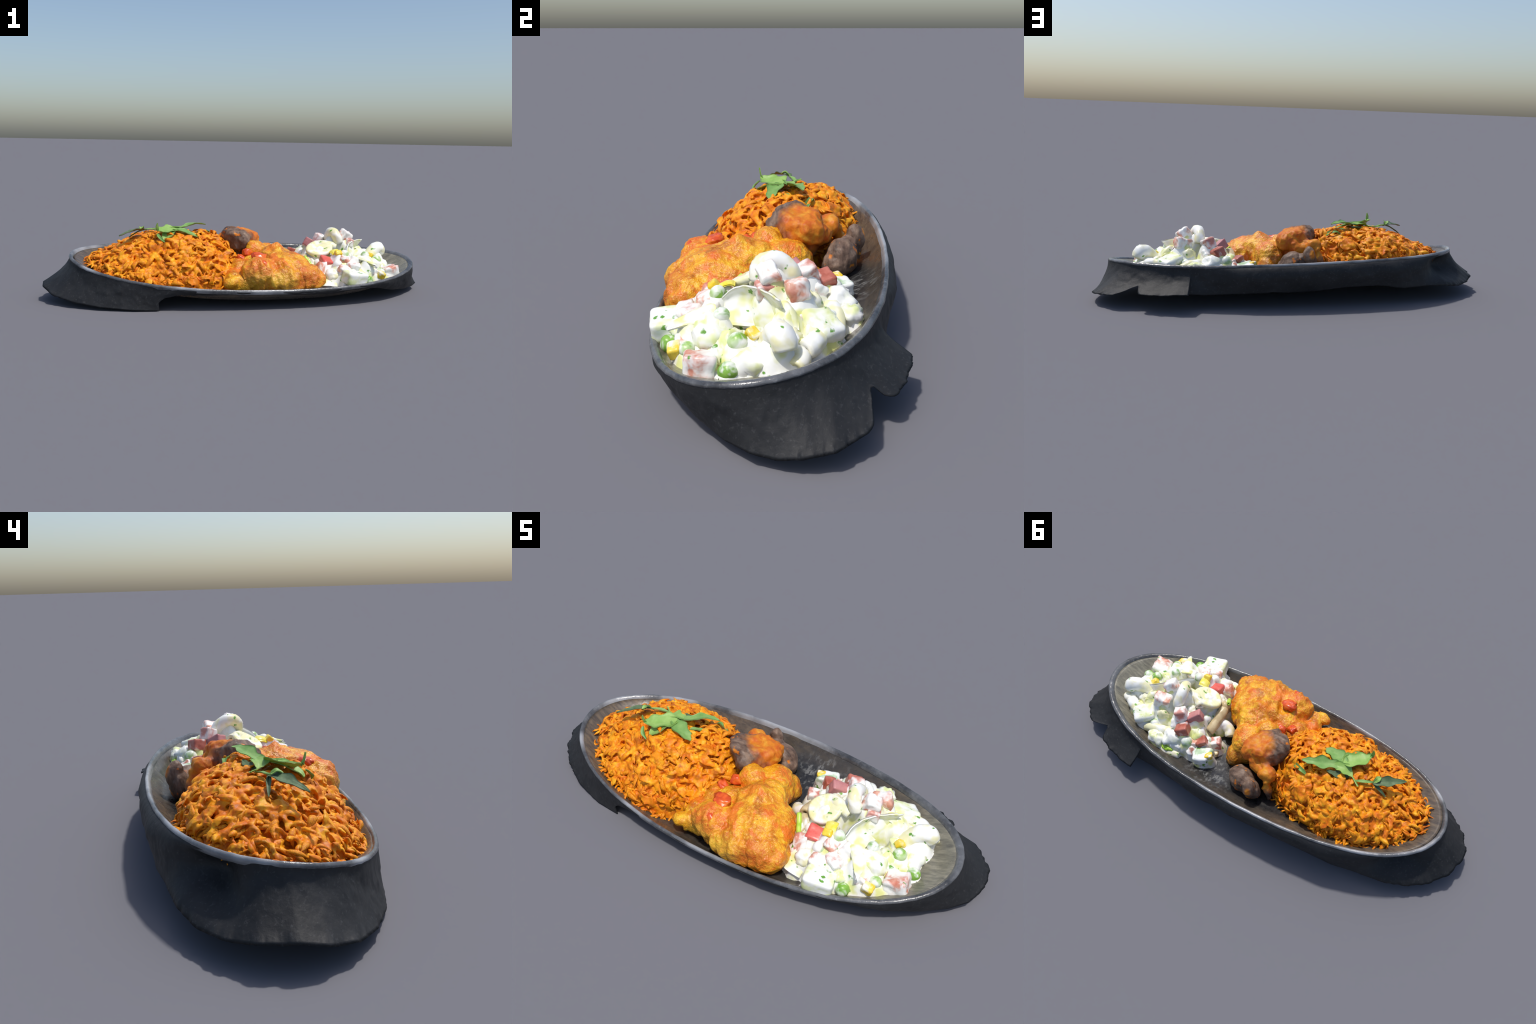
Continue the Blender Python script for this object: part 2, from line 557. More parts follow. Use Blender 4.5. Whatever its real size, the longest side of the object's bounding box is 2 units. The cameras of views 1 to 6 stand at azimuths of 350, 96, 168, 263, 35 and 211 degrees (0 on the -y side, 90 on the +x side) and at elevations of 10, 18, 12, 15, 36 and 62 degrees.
        # the back wall bellies out; a hollow sits under the rim at the back left corner
        p[:, :2] += nw2 * (belly * np.sin(math.pi * v ** 0.7) - dent * np.clip(np.sin(math.pi * np.minimum(1, v * 1.1)), 0, 1) ** 1.3)[:, None]
        # ragged bottom edge of the scan
        ragged = max(0.0, (j / (nv - 1) - 0.86) / 0.14) ** 1.5
        p[:, :2] += nw2 * (0.010 * jag * flare * ragged)[:, None]
        p[:, 2] = np.maximum(p[:, 2] + 0.007 * jag * (0.35 + flare) * ragged * (low[:, 2] > 0.01), 0.0)
        rows.append(p)
    wall = np.stack(rows, 1)
    back = wall[:, ::-1].copy()
    back[:, :, :2] -= nw2[:, None, :] * 0.005
    back[:, 1:, 2] -= 0.0
    prof = np.concatenate([wall, back, wall[:, :1]], 1)
    make_object("outer_wall", make_mesh("outer_wall", prof.reshape(-1, 3), grid_faces(nw, prof.shape[1], True), wall_m), thing)


# ------------------------------------------------------------------ rice
RC = np.array([-0.40, -0.035])
# steepness of the pile's flank by direction (degrees): low is a long talus, high a steep shoulder
FLANK_A = [0, 20, 130, 150, 180, 215, 255, 275, 295, 320, 335, 350, 360]
FLANK_P = [4.0, 4.0, 4.0, 2.2, 1.5, 1.3, 1.2, 1.4, 2.4, 2.8, 2.4, 3.4, 4.0]


def rice_reach(th):
    """How far the pile spreads from its centre in each direction."""
    left = np.cos(th) < 0
    a = np.where(left, 0.382, 0.400)
    b = np.where(np.sin(th) > 0, 0.270, np.where(left, 0.268, 0.288))
    q = np.where(left, 1.85, 2.3)
    return (np.abs(np.cos(th) / a) ** q + np.abs(np.sin(th) / b) ** q) ** (-1 / q)


def rice_z(x, y):
    dx, dy = x - RC[0], y - RC[1]
    th = np.arctan2(dy, dx)
    rho = np.hypot(dx, dy) / rice_reach(th)
    p = np.interp(np.degrees(th) % 360, FLANK_A, FLANK_P)
    f = np.clip(1 - rho**p, 0, 1) ** 0.66
    soft = np.exp(-(rho / 0.30) ** 2)
    f = f * (1 - soft) + 0.97 * soft
    fl = floor_z(x, y)
    top = 0.314 + 0.014 * np.exp(-((x + 0.15) ** 2 + (y - 0.03) ** 2) / 0.006)
    return fl + (top - fl) * f, rho


def flake_shape(variant, long, rings=8, sides=6):
    """A cooked grain or a torn clump of grains along x, unit length, bent and tapered."""
    r = np.random.default_rng(40 + variant)
    v = []
    bend, twist = r.uniform(-0.28, 0.28), r.uniform(-0.9, 0.9)
    flat = r.uniform(0.55, 0.9) if long else r.uniform(0.20, 0.36)
    wide = r.uniform(0.095, 0.125) if long else r.uniform(0.17, 0.30)
    lean = r.uniform(0.35, 0.75)
    for i in range(rings):
        u = i / (rings - 1)
        uu = u ** (math.log(0.5) / math.log(lean))
        w = wide * max(0.0, 1 - abs(2 * uu - 1) ** 2.2) ** 0.6 * (0.85 + 0.3 * math.sin(5 * u + variant)) + 0.015
        arch = 1 - (2 * u - 1) ** 2
        for k in range(sides):
            a = TAU * k / sides + twist * u
            yy, zz = math.cos(a) * w, math.sin(a) * w * flat
            v.append((u - 0.5, yy + bend * arch * 0.7, zz + (abs(bend) + (0 if long else 0.06)) * arch + (0 if long else 0.35 * yy * yy / wide)))
    f = []
    for i in range(rings - 1):
        for k in range(sides):
            a, b = i * sides + k, i * sides + (k + 1) % sides
            f.append((a, b, b + sides, a + sides))
    f.append(tuple(reversed(range(sides))))
    f.append(tuple((rings - 1) * sides + k for k in range(sides)))
    return np.array(v), f


def rice_normal(x, y, e=0.004):
    zx = (rice_z(x + e, y)[0] - rice_z(x - e, y)[0]) / (2 * e)
    zy = (rice_z(x, y + e)[0] - rice_z(x, y - e)[0]) / (2 * e)
    n = np.stack([-np.clip(zx, -2.4, 2.4), -np.clip(zy, -2.4, 2.4), np.ones_like(zx)], -1)
    return n / np.linalg.norm(n, axis=-1)[..., None]


def build_rice():
    thing = make_thing("rice_pile", (RC[0], RC[1], 0.09), "heap of orange spiced long-grain rice with loose grains", "rice")
    bed_m = mat_rice("rice_bed_orange", False)
    grain_m = mat_rice("rice_grain_orange", True)
    nt, nr = 300, 80
    th = np.linspace(0, TAU, nt, endpoint=False)
    rr = np.linspace(0.004, 0.985, nr)
    TH, RR = np.meshgrid(th, rr, indexing="ij")
    L = rice_reach(TH) * RR
    X, Y = RC[0] + L * np.cos(TH), RC[1] + L * np.sin(TH)
    Z, rho = rice_z(X, Y)
    P = np.stack([X, Y, Z - 0.030], -1).reshape(-1, 3)
    N = rice_normal(P[:, 0], P[:, 1])

    def undulate(p):
        return fbm(p, 0.13, 2, 1) * 0.016
    rid = (ridged(P, 0.070, 3, 2) - 0.5) * 0.017
    edge = np.clip((1 - RR.reshape(-1)) / 0.10, 0, 1)
    P = P + N * ((undulate(P) + rid) * edge)[:, None]
    P[:, 2] = np.maximum(P[:, 2], floor_z(P[:, 0], P[:, 1]) - 0.004)
    faces = [tuple(reversed(f)) for f in grid_faces(nt, nr, True)]
    faces.append([i * nr for i in range(nt)])
    # closed below, so that the clumps can be melted into it
    low = np.stack([P[:, 0], P[:, 1], floor_z(P[:, 0], P[:, 1]) - 0.012], -1)
    m = len(P)
    lower = [tuple(i + m for i in reversed(f)) for f in faces]
    ring = [i * nr + nr - 1 for i in range(nt)]
    side = [(ring[i], ring[i] + m, ring[(i + 1) % nt] + m, ring[(i + 1) % nt]) for i in range(nt)]
    verts, faces = [P, low], faces + lower + side
    base = 2 * m

    g = np.random.default_rng(21)
    clumps = [flake_shape(i, False) for i in range(8)]
    grains = [flake_shape(20 + i, True) for i in range(5)]

    def scatter(count, rmax, rim_share=0.0):
        out = []
        while len(out) < count:
            t1 = g.uniform(0, TAU)
            r1 = g.uniform(0.90, rmax) if g.random() < rim_share else math.sqrt(g.uniform(0, rmax * rmax))
            l1 = float(rice_reach(np.array(t1))) * r1
            x, y = RC[0] + l1 * math.cos(t1), RC[1] + l1 * math.sin(t1)
            if (x > -0.07 and y < -0.14) or (x > -0.10 and r1 > 1.0):
                continue
            out.append((x, y, r1))
        out = np.array(out)
        n = rice_normal(out[:, 0], out[:, 1])
        z = rice_z(out[:, 0], out[:, 1])[0]
        c = np.stack([out[:, 0], out[:, 1], z], -1)
        c = c + n * undulate(c)[:, None]
        return out, n, c

    def frame(n, lift, length, width):
        n = Vector(n)
        d = Matrix.Rotation(g.uniform(0, TAU), 3, n) @ n.orthogonal().normalized()
        d = (d + n * lift).normalized()
        sd = n.cross(d).normalized()
        up = d.cross(sd).normalized()
        return np.stack([np.array(d) * length, np.array(sd) * width, np.array(up) * width], 1)

    # clumps melted into the bed
    out, n, c = scatter(1300, 0.97)
    left = np.clip((-out[:, 0] - 0.40) / 0.25, 0, 1)
    for i in range(len(out)):
        fine = g.random() < 0.55 + 0.25 * left[i]
        v, f = grains[g.integers(0, 5)] if fine else clumps[g.integers(0, 8)]
        length = g.uniform(0.055, 0.090) if fine else g.uniform(0.050, 0.085)
        k = length * (1.25 if fine else 0.95)
        M = frame(n[i], g.normal(0.55, 0.50), length, k)
        verts.append(v @ M.T + c[i] + n[i] * g.uniform(-0.026, 0.000))
        faces += [tuple(j + base for j in ff) for ff in f]
        base += len(v)
    tmp_me = make_mesh("rice_bed", np.vstack(verts), faces, bed_m)
    tmp = collection_link(bpy.data.objects.new("rice_bed", tmp_me))
    r = tmp.modifiers.new("melt", "REMESH")
    r.mode, r.voxel_size = "VOXEL", 0.0038
    sm = tmp.modifiers.new("soften", "SMOOTH")
    sm.factor, sm.iterations = 0.4, 1
    bed_me = evaluated(tmp)
    bpy.data.objects.remove(tmp)
    bpy.data.meshes.remove(tmp_me)
    bed_me.name = "rice_bed"
    bed_me.polygons.foreach_set("use_smooth", np.ones(len(bed_me.polygons), bool))
    v, nn = verts_of(bed_me)
    set_verts(bed_me, v + nn * (0.0016 * fbm(v, 0.012, 2, 3))[:, None])
    if not bed_me.materials:
        bed_me.materials.append(bed_m)
    make_object("rice_bed", bed_me, thing)["kind"] = "stuff"

    # single grains that stick out of the pile
    meshes = [make_mesh("rice_grain", v, f, grain_m) for v, f in grains]
    out, n, c = scatter(300, 0.98)
    for i in range(len(out)):
        length = g.uniform(0.055, 0.085)
        M = frame(n[i], g.normal(0.35, 0.38), length, length * g.uniform(0.95, 1.25))
        o = collection_link(bpy.data.objects.new("rice_grain", meshes[g.integers(0, 5)]))
        m4 = np.eye(4)
        m4[:3, :3], m4[:3, 3] = M, c[i] + n[i] * g.uniform(-0.014, 0.000)
        o.matrix_world = Matrix(m4)
        o.parent = thing
        o.matrix_parent_inverse = Matrix.Translation(-thing.location)
    # loose grains along the foot of the pile
    out, n, c = scatter(420, 1.035, 1.0)
    verts, faces, base = [], [], 0
    for i in range(len(out)):
        foot = out[i, 2] > 0.985
        v, f = grains[g.integers(0, 5)]
        length = g.uniform(0.034, 0.056)
        nn = (n[i] + np.array([0, 0, 1.5])) / 2.5 if foot else n[i]
        M = frame(nn / np.linalg.norm(nn), g.normal(0.02, 0.10) if foot else g.normal(0.2, 0.3), length, length * 1.15)
        p = c[i].copy()
        if foot:
            p[2] = floor_z(p[0], p[1]) + 0.004
        verts.append(v @ M.T + p)
        faces += [tuple(j + base for j in ff) for ff in f]
        base += len(v)
    rest = make_object("loose_rice", make_mesh("loose_rice", np.vstack(verts), faces, bed_m), thing)
    rest["kind"] = "stuff"


# ------------------------------------------------------------------ soft bodies
def unit_sphere(nu=24, nv=14):
    v = [(0, 0, 1)]
    for j in range(1, nv):
        a = math.pi * j / nv
        for i in range(nu):
            b = TAU * i / nu
            v.append((math.sin(a) * math.cos(b), math.sin(a) * math.sin(b), math.cos(a)))
    v.append((0, 0, -1))
    f = []
    for i in range(nu):
        f.append((0, 1 + i, 1 + (i + 1) % nu))
    for j in range(nv - 2):
        for i in range(nu):
            a, b = 1 + j * nu + i, 1 + j * nu + (i + 1) % nu
            f.append((a, a + nu, b + nu, b))
    last = len(v) - 1
    for i in range(nu):
        f.append((last, last - nu + (i + 1) % nu, last - nu + i))
    return np.array(v), f


SPH = unit_sphere()


def fused(name, lumps, voxel, smooth, mat):
    """Melt ellipsoid lumps (centre, radii, rotation) into one skin."""
    vs, fs, base = [], [], 0
    for c, r, ro, *block in lumps:
        u = SPH[0]
        if block:
            u = np.sign(u) * np.abs(u) ** block[0]
        v = u * np.array(r) @ rot(*ro).T + np.array(c)
        vs.append(v)
        fs += [tuple(i + base for i in f) for f in SPH[1]]
        base += len(v)
    me = make_mesh(name, np.vstack(vs), fs, mat)
    o = collection_link(bpy.data.objects.new(name, me))
    m = o.modifiers.new("melt", "REMESH")
    m.mode, m.voxel_size, m.use_smooth_shade = "VOXEL", voxel, True
    s = o.modifiers.new("soften", "SMOOTH")
    s.factor, s.iterations = 0.5, smooth
    out = evaluated(o)
    bpy.data.objects.remove(o)
    bpy.data.meshes.remove(me)
    out.name = name
    if not out.materials:
        out.materials.append(mat)
    out.polygons.foreach_set("use_smooth", np.ones(len(out.polygons), bool))
    return out


def build_chicken():
    thing = make_thing("chicken_leg", (0.16, -0.17, 0.06), "roast chicken leg in yellow orange sauce with tomato bits", "chicken")
    skin = mat_chicken()
    lumps = [((0.062, -0.055, 0.222), (0.052, 0.050, 0.062), (0, 0, 0), 0.75),
             ((0.185, -0.190, 0.135), (0.150, 0.150, 0.115), (0, 0, 20)),
             ((0.150, -0.120, 0.185), (0.095, 0.120, 0.092), (0, 0, 0)),
             ((0.235, -0.170, 0.150), (0.085, 0.110, 0.088), (0, 0, 0)),
             ((0.120, 0.010, 0.168), (0.080, 0.095, 0.090), (8, 0, 25), 0.8),
             ((0.150, 0.080, 0.130), (0.045, 0.060, 0.065), (0, 0, 0)),
             ((0.050, -0.265, 0.150), (0.095, 0.085, 0.085), (0, 0, 0)),
             ((0.045, -0.170, 0.150), (0.080, 0.080, 0.085), (0, 0, 0)),
             ((-0.045, -0.295, 0.112), (0.075, 0.026, 0.034), (0, 10, 12)),
             ((-0.098, -0.318, 0.120), (0.026, 0.020, 0.020), (0, 0, 0)),
             ((-0.035, -0.150, 0.120), (0.065, 0.105, 0.088), (0, 0, 0)),
             ((-0.070, -0.225, 0.095), (0.055, 0.080, 0.075), (0, 0, 0)),
             ((0.285, -0.265, 0.120), (0.080, 0.080, 0.078), (0, 0, 0)),
             ((0.265, -0.305, 0.148), (0.050, 0.040, 0.044), (0, 0, -20)),
             ((0.345, -0.240, 0.115), (0.028, 0.035, 0.035), (0, 0, 0)),
             ((0.160, -0.315, 0.120), (0.110, 0.050, 0.065), (0, 0, 0))]
    me = fused("chicken_meat", lumps, 0.0058, 6, skin)
    v, n = verts_of(me)
    # drawn-in skin: large folds, small goose-flesh, ragged free edge at the front
    folds = ridged(v * np.array([1.0, 0.7, 1.0]), 0.10, 2, 4) - 0.3
    front = np.clip((-0.24 - v[:, 1]) / 0.08, 0, 1)
    pleat = ridged(v * np.array([1.0, 0.35, 0.45]), 0.055, 2, 6) - 0.3
    d = 0.013 * folds + 0.0045 * (ridged(v * np.array([0.8, 1.3, 1.0]), 0.045, 3, 5) - 0.4) + front * 0.015 * pleat + 0.005 * fbm(v, 0.05, 2, 7)
    # the hollow behind the top ridge
    hollow = np.exp(-(((v - np.array([0.155, -0.085, 0.285])) / np.array([0.040, 0.030, 0.05])) ** 2).sum(1))
    lip = np.exp(-(((v - np.array([0.150, -0.135, 0.285])) / np.array([0.030, 0.016, 0.05])) ** 2).sum(1))
    d = d - 0.015 * hollow + 0.012 * lip
    d = d - d.mean() + 0.003
    v = v + n * d[:, None]
    fl = floor_z(v[:, 0], v[:, 1])
    v[:, 2] = np.maximum(v[:, 2], fl + 0.001)
    set_verts(me, v)
    make_object("chicken_meat", me, thing)
    tom = mat_tomato()
    bits = [((0.048, -0.236, 0.228), (0.034, 0.026, 0.018)), ((0.040, -0.308, 0.195), (0.036, 0.022, 0.022)), ((0.080, -0.322, 0.178), (0.026, 0.018, 0.016)),
            ((0.012, -0.095, 0.228), (0.022, 0.020, 0.018)), ((-0.015, -0.140, 0.200), (0.032, 0.020, 0.016))]
    for k, (c, r) in enumerate(bits):
        g = np.random.default_rng(300 + k)
        p = np.sign(SPH[0]) * np.abs(SPH[0]) ** 0.75
        p = p * (1 + 0.55 * fbm(SPH[0], 0.8, 3, 10 + k))[:, None]
        p = p * np.array(r) * 1.15 @ rot(*g.uniform(-40, 40, 3)).T
        o = make_object("tomato_piece", make_mesh("tomato_piece", p, SPH[1], tom), thing)
        o.location = c


def build_gizzards():
    # upper one lies on the chicken and the rice
    m1 = mat_gizzard("sauced_gizzard_skin", True, None)
    lumps = [((0.000, 0.045, 0.275), (0.086, 0.078, 0.062), (8, 6, 42), 0.6), ((-0.045, 0.020, 0.300), (0.048, 0.055, 0.044), (10, -8, 40), 0.6),
             ((0.008, -0.030, 0.268), (0.032, 0.034, 0.036), (0, 0, 20), 0.7), ((0.058, 0.088, 0.275), (0.044, 0.044, 0.042), (0, 10, 20), 0.7),
             ((0.010, 0.045, 0.215), (0.060, 0.070, 0.070), (0, 0, 0)), ((-0.010, 0.115, 0.255), (0.052, 0.045, 0.046), (0, 0, 0), 0.7),
             ((-0.070, 0.150, 0.262), (0.042, 0.034, 0.036), (0, 0, 0), 0.7), ((-0.092, 0.190, 0.200), (0.022, 0.020, 0.075), (8, 12, 0))]
    me = fused("gizzard", lumps, 0.0055, 6, m1)
    v, n = verts_of(me)
    d = 0.009 * (ridged(v, 0.070, 2, 3) - 0.4) + 0.0035 * (ridged(v, 0.03, 2, 2) - 0.3)
    pit = np.exp(-(((v - np.array([-0.012, 0.140, 0.287])) / np.array([0.024, 0.020, 0.022])) ** 2).sum(1))
    d = d - 0.022 * pit
    d = d - d.mean()
    v = v + n * d[:, None]
    set_verts(me, v)
    o = make_object("gizzard", me)
    o["label"], o["category"] = "brown stewed gizzard half covered in red orange sauce", "meat"
    m2 = mat_gizzard("dark_gizzard_skin", False, None)
    lumps = [((0.040, 0.195, 0.180), (0.064, 0.052, 0.062), (0, 0, -20)), ((0.070, 0.180, 0.165), (0.042, 0.045, 0.045), (0, 0, 0)),
             ((-0.005, 0.215, 0.190), (0.040, 0.036, 0.050), (0, 0, 0)), ((-0.028, 0.245, 0.235), (0.026, 0.028, 0.042), (15, 0, 0)),
             ((-0.030, 0.225, 0.190), (0.040, 0.034, 0.055), (0, 0, 0))]
    me = fused("gizzard", lumps, 0.0050, 5, m2)
    v, n = verts_of(me)
    d = 0.006 * (ridged(v, 0.06, 2, 13) - 0.3) + 0.002 * fbm(v, 0.02, 3, 12)
    v = v + n * d[:, None]
    v[:, 2] = np.maximum(v[:, 2], floor_z(v[:, 0], v[:, 1]) + 0.001)
    set_verts(me, v)
    o = make_object("gizzard", me)
    o["label"], o["category"] = "small dark brown gizzard with a knobbed end", "meat"


# ------------------------------------------------------------------ salad
def box_shape(size, roundness=0.3, n=9, seed=0, rough=0.06):
    """A hand-cut cube with softened edges."""
    lin = np.linspace(-1, 1, n)
    vid, v, f = {}, [], []

    def key(p):
        k = tuple(np.round(p, 5))
        if k not in vid:
            vid[k] = len(v)
            v.append(p)
        return vid[k]
    for ax in range(3):
        for sg in (-1, 1):
            for i in range(n - 1):
                for j in range(n - 1):
                    q = []
                    for a, b in ((i, j), (i + 1, j), (i + 1, j + 1), (i, j + 1)):
                        p = [0, 0, 0]
                        p[ax] = sg
                        p[(ax + 1) % 3] = lin[a]
                        p[(ax + 2) % 3] = lin[b]
                        q.append(key(p))
                    f.append(tuple(q) if sg > 0 else tuple(reversed(q)))
    v = np.array(v, float)
    s = v / np.linalg.norm(v, axis=1)[:, None]
    e = 1 - roundness
    core = np.clip(v, -e, e)
    dd = v - core
    ln = np.linalg.norm(dd, axis=1)[:, None]
    v = core + np.where(ln > 1e-9, dd / np.maximum(ln, 1e-9) * roundness, 0)
    v = v + s * (rough * fbm(v, 0.9, 3, seed))[:, None] * 3.2
    return v * np.array(size) * 0.5, f


def tube_shape(path, r_out, r_in, sides=18, n=22):
    """Elbow macaroni: a hollow bent tube through a few path points."""
    path = np.array(path, float)
    u = np.linspace(0, 1, n)
    k = np.linspace(0, 1, len(path))
    P = np.stack([smooth_curve(k, path[:, i], u) for i in range(3)], -1)
    T = np.gradient(P, axis=0)
    T /= np.linalg.norm(T, axis=1)[:, None]
    up = np.array([0.13, 0.21, 0.97])
    rings = []
    for rr, order in ((r_out, range(n)), (r_in, reversed(range(n)))):
        for i in order:
            a = np.cross(T[i], up)
            a /= np.linalg.norm(a)
            b = np.cross(a, T[i])
            end = min(i, n - 1 - i) / (n - 1)
            r = rr * (0.88 + 0.12 * min(1, end * 10)) if rr == r_out else rr
            rings.append([P[i] + r * (math.cos(TAU * s / sides) * a + math.sin(TAU * s / sides) * b) for s in range(sides)])
    rings = np.array(rings)
    v = rings.reshape(-1, 3)
    m = len(rings)
    f = []
    for i in range(m):
        for s in range(sides):
            a, b = i * sides + s, i * sides + (s + 1) % sides
            c, d = ((i + 1) % m) * sides + (s + 1) % sides, ((i + 1) % m) * sides + s
            f.append((a, b, c, d))
    return v, f


def sheet_shape(ctrl, thick=0.006, n=16, seed=0, ruffle=0.004):
    """A curved petal: Bezier patch through a small grid of control points, given a thickness."""
    ctrl = np.array(ctrl, float)
    nu, nv = ctrl.shape[:2]

    def bern(k, m, u):
        return math.comb(m, k) * u**k * (1 - u) ** (m - k)
    U = np.linspace(0, 1, n)
    Bu = np.array([[bern(k, nu - 1, u) for k in range(nu)] for u in U])
    Bv = np.array([[bern(k, nv - 1, u) for k in range(nv)] for u in U])
    S = np.einsum("ik,jl,klc->ijc", Bu, Bv, ctrl)
    du = np.gradient(S, axis=0)
    dv = np.gradient(S, axis=1)
    N = np.cross(du, dv)
    N /= np.linalg.norm(N, axis=2)[:, :, None] + 1e-9
    S = S + N * (ruffle * fbm(S.reshape(-1, 3), 0.03, 2, seed)).reshape(n, n, 1)
    rimf = np.minimum(np.minimum(U, 1 - U)[:, None], np.minimum(U, 1 - U)[None]) * 8
    th = thick * np.clip(0.45 + rimf, 0, 1)[:, :, None] / 2
    a, b = (S + N * th).reshape(-1, 3), (S - N * th).reshape(-1, 3)
    v = np.vstack([a, b])
    f = grid_faces(n, n)
    m = n * n
    out = list(f) + [tuple(reversed([i + m for i in q])) for q in f]
    loop = [j for j in range(n)] + [i * n + n - 1 for i in range(1, n)] + [(n - 1) * n + j for j in range(n - 2, -1, -1)] + [i * n for i in range(n - 2, 0, -1)]
    for i in range(len(loop)):
        p, q = loop[i], loop[(i + 1) % len(loop)]
        out.append((p, p + m, q + m, q))
    return v, out


def build_salad():
    thing = make_thing("macaroni_salad", (0.52, -0.05, 0.07), "creamy macaroni salad with ham cubes, peas, corn and egg", "salad")
    W = (0.90, 0.90, 0.86)
    ham = mat_coated("pink_ham", (0.52, 0.19, 0.15), (0.64, 0.30, 0.24), W, 0.42, 17)
    ham_d = mat_coated("dark_ham", (0.38, 0.090, 0.055), (0.52, 0.17, 0.12), W, 0.36, 16)
    ham_w = mat_coated("creamy_ham", (0.60, 0.20, 0.13), (0.74, 0.42, 0.31), W, 0.52, 19, 0.08)
    ham_p = mat_coated("mauve_ham", (0.46, 0.17, 0.17), (0.55, 0.25, 0.24), W, 0.0)
    pot = mat_coated("creamy_potato", (0.66, 0.72, 0.30), (0.82, 0.83, 0.55), W, 0.56, 14, 0.12, (0.68, 0.74, 0.26))
    mac = mat_coated("macaroni_cream", (0.78, 0.72, 0.38), (0.86, 0.82, 0.58), W, 0.52, 14, 0.20, (0.80, 0.76, 0.40))
    mac_b = mat_coated("brown_macaroni", (0.50, 0.38, 0.20), (0.66, 0.54, 0.32), W, 0.32, 14)  # browner flesh colour than the cream macaroni
    pea = mat_coated("green_pea", (0.15, 0.34, 0.035), (0.27, 0.50, 0.08), W, 0.42, 18, 0, (0.42, 0.60, 0.20))
    pea_w = mat_coated("creamy_pea", (0.28, 0.48, 0.16), (0.48, 0.62, 0.32), W, 0.52, 18)
    corn = mat_coated("sweetcorn", (0.82, 0.55, 0.015), (0.86, 0.66, 0.10), W, 0.36, 20)
    egg = mat_coated("herbed_slice", (0.80, 0.76, 0.36), (0.85, 0.83, 0.55), W, 0.42, 13, 0.42)
    petal = mat_coated("pale_petal", (0.74, 0.76, 0.26), (0.86, 0.85, 0.58), W, 0.54, 10, 0.16, (0.76, 0.76, 0.22))
    pep = mat_coated("red_pepper", (0.66, 0.090, 0.070), (0.72, 0.17, 0.13), W, 0.20, 16)
    green = mat_coated("green_cucumber", (0.26, 0.42, 0.20), (0.52, 0.66, 0.44), W, 0.50, 18, 0.14)
    stalk = mat_coated("celery_stalk", (0.34, 0.60, 0.04), (0.50, 0.72, 0.10), W, 0.22, 22)
    yel = mat_coated("yellow_pepper", (0.80, 0.66, 0.03), (0.85, 0.78, 0.20), W, 0.25, 18)
    spots = []          # centre and radius of every piece, for the dressing that clings to them

    def add(name, vf, mat, centre=None, radius=0.03):
        v, f = vf
        c = np.array(centre if centre is not None else np.asarray(v).mean(0), float)
        vv = np.asarray(v) - (0 if centre is not None else c)
        o = make_object(name, make_mesh(name, vv, f, mat), thing)
        o.location = c
        spots.append((c, radius))
        return o

    def cube(name, c, size, angles, mat, roundness=0.28, seed=0, rough=0.06):
        if mat is ham_w:
            rough = 0.10
        v, f = box_shape(size, roundness, 9, seed, rough)
        add(name, (v @ rot(*angles).T, f), mat, c, float(np.mean(size)) * 0.55)

    def ball(name, c, r, mat, seed=0, squash=(1, 1, 1)):
        p = SPH[0] * (1 + (0.10 if name == "pea" else 0.60) * fbm(SPH[0], 0.9, 3, seed))[:, None] * r * np.array(squash)
        add(name, (p, SPH[1]), mat, c, r)

    def macaroni(path, r, mat, r_in=None):
        v, f = tube_shape(path, r, r_in or r * 0.42)
        v = v + 0.16 * r * np.stack([fbm(v, 0.03, 2, path[0][0] * 10 + q) for q in range(3)], -1)
        add("celery_stick" if mat is stalk else "macaroni", (v, f), mat, None, r * 1.1)

    # --- the pile, from its top down
    macaroni([(0.515, -0.030, 0.262), (0.500, -0.024, 0.305), (0.487, 0.012, 0.318), (0.484, 0.050, 0.295), (0.488, 0.068, 0.262)], 0.026, mac)
    macaroni([(0.400, 0.008, 0.250), (0.425, -0.014, 0.252), (0.462, -0.028, 0.250), (0.498, -0.036, 0.243)], 0.024, mac)
    cube("ham_cube", (0.560, 0.005, 0.298), (0.062, 0.056, 0.058), (18, 25, 30), ham_w, 0.34, 1)
    cube("ham_cube", (0.572, 0.000, 0.262), (0.050, 0.060, 0.045), (0, 10, 20), ham, 0.3, 21)
    cube("ham_cube", (0.566, 0.080, 0.262), (0.080, 0.062, 0.060), (10, -15, 20), ham_w, 0.36, 2)
    cube("ham_cube", (0.446, 0.098, 0.268), (0.056, 0.056, 0.054), (20, 10, 35), ham, 0.28, 3)
    cube("ham_cube", (0.388, 0.070, 0.246), (0.078, 0.044, 0.046), (20, 25, 42), ham_p, 0.16, 4, 0.03)
    cube("ham_cube", (0.404, 0.148, 0.232), (0.058, 0.056, 0.050), (15, 20, 30), ham_d, 0.2, 5)
    cube("ham_cube", (0.303, 0.140, 0.190), (0.046, 0.046, 0.044), (10, 20, 40), ham_d, 0.2, 6)
    cube("ham_cube", (0.262, 0.088, 0.145), (0.048, 0.050, 0.048), (10, 10, 30), ham, 0.3, 7)
    cube("ham_cube", (0.335, 0.165, 0.185), (0.040, 0.030, 0.030), (10, 20, 10), ham_w, 0.3, 8)
    # herbed round slice that leans towards the chicken
    a = np.linspace(0, TAU, 30, endpoint=False)
    disc, df = [], []
    prof = [(0.0, 0.006), (0.5, 0.0065), (0.85, 0.007), (0.97, 0.005), (1.0, 0.0), (0.97, -0.005), (0.85, -0.006), (0.5, -0.006), (0.0, -0.006)]
    for rr, zz in prof:
        for q in a:
            disc.append((0.062 * max(rr, 0.02) * math.cos(q) * (1 + 0.05 * math.sin(3 * q)), 0.058 * max(rr, 0.02) * math.sin(q), zz * 1.6 + 0.008 * rr * rr))
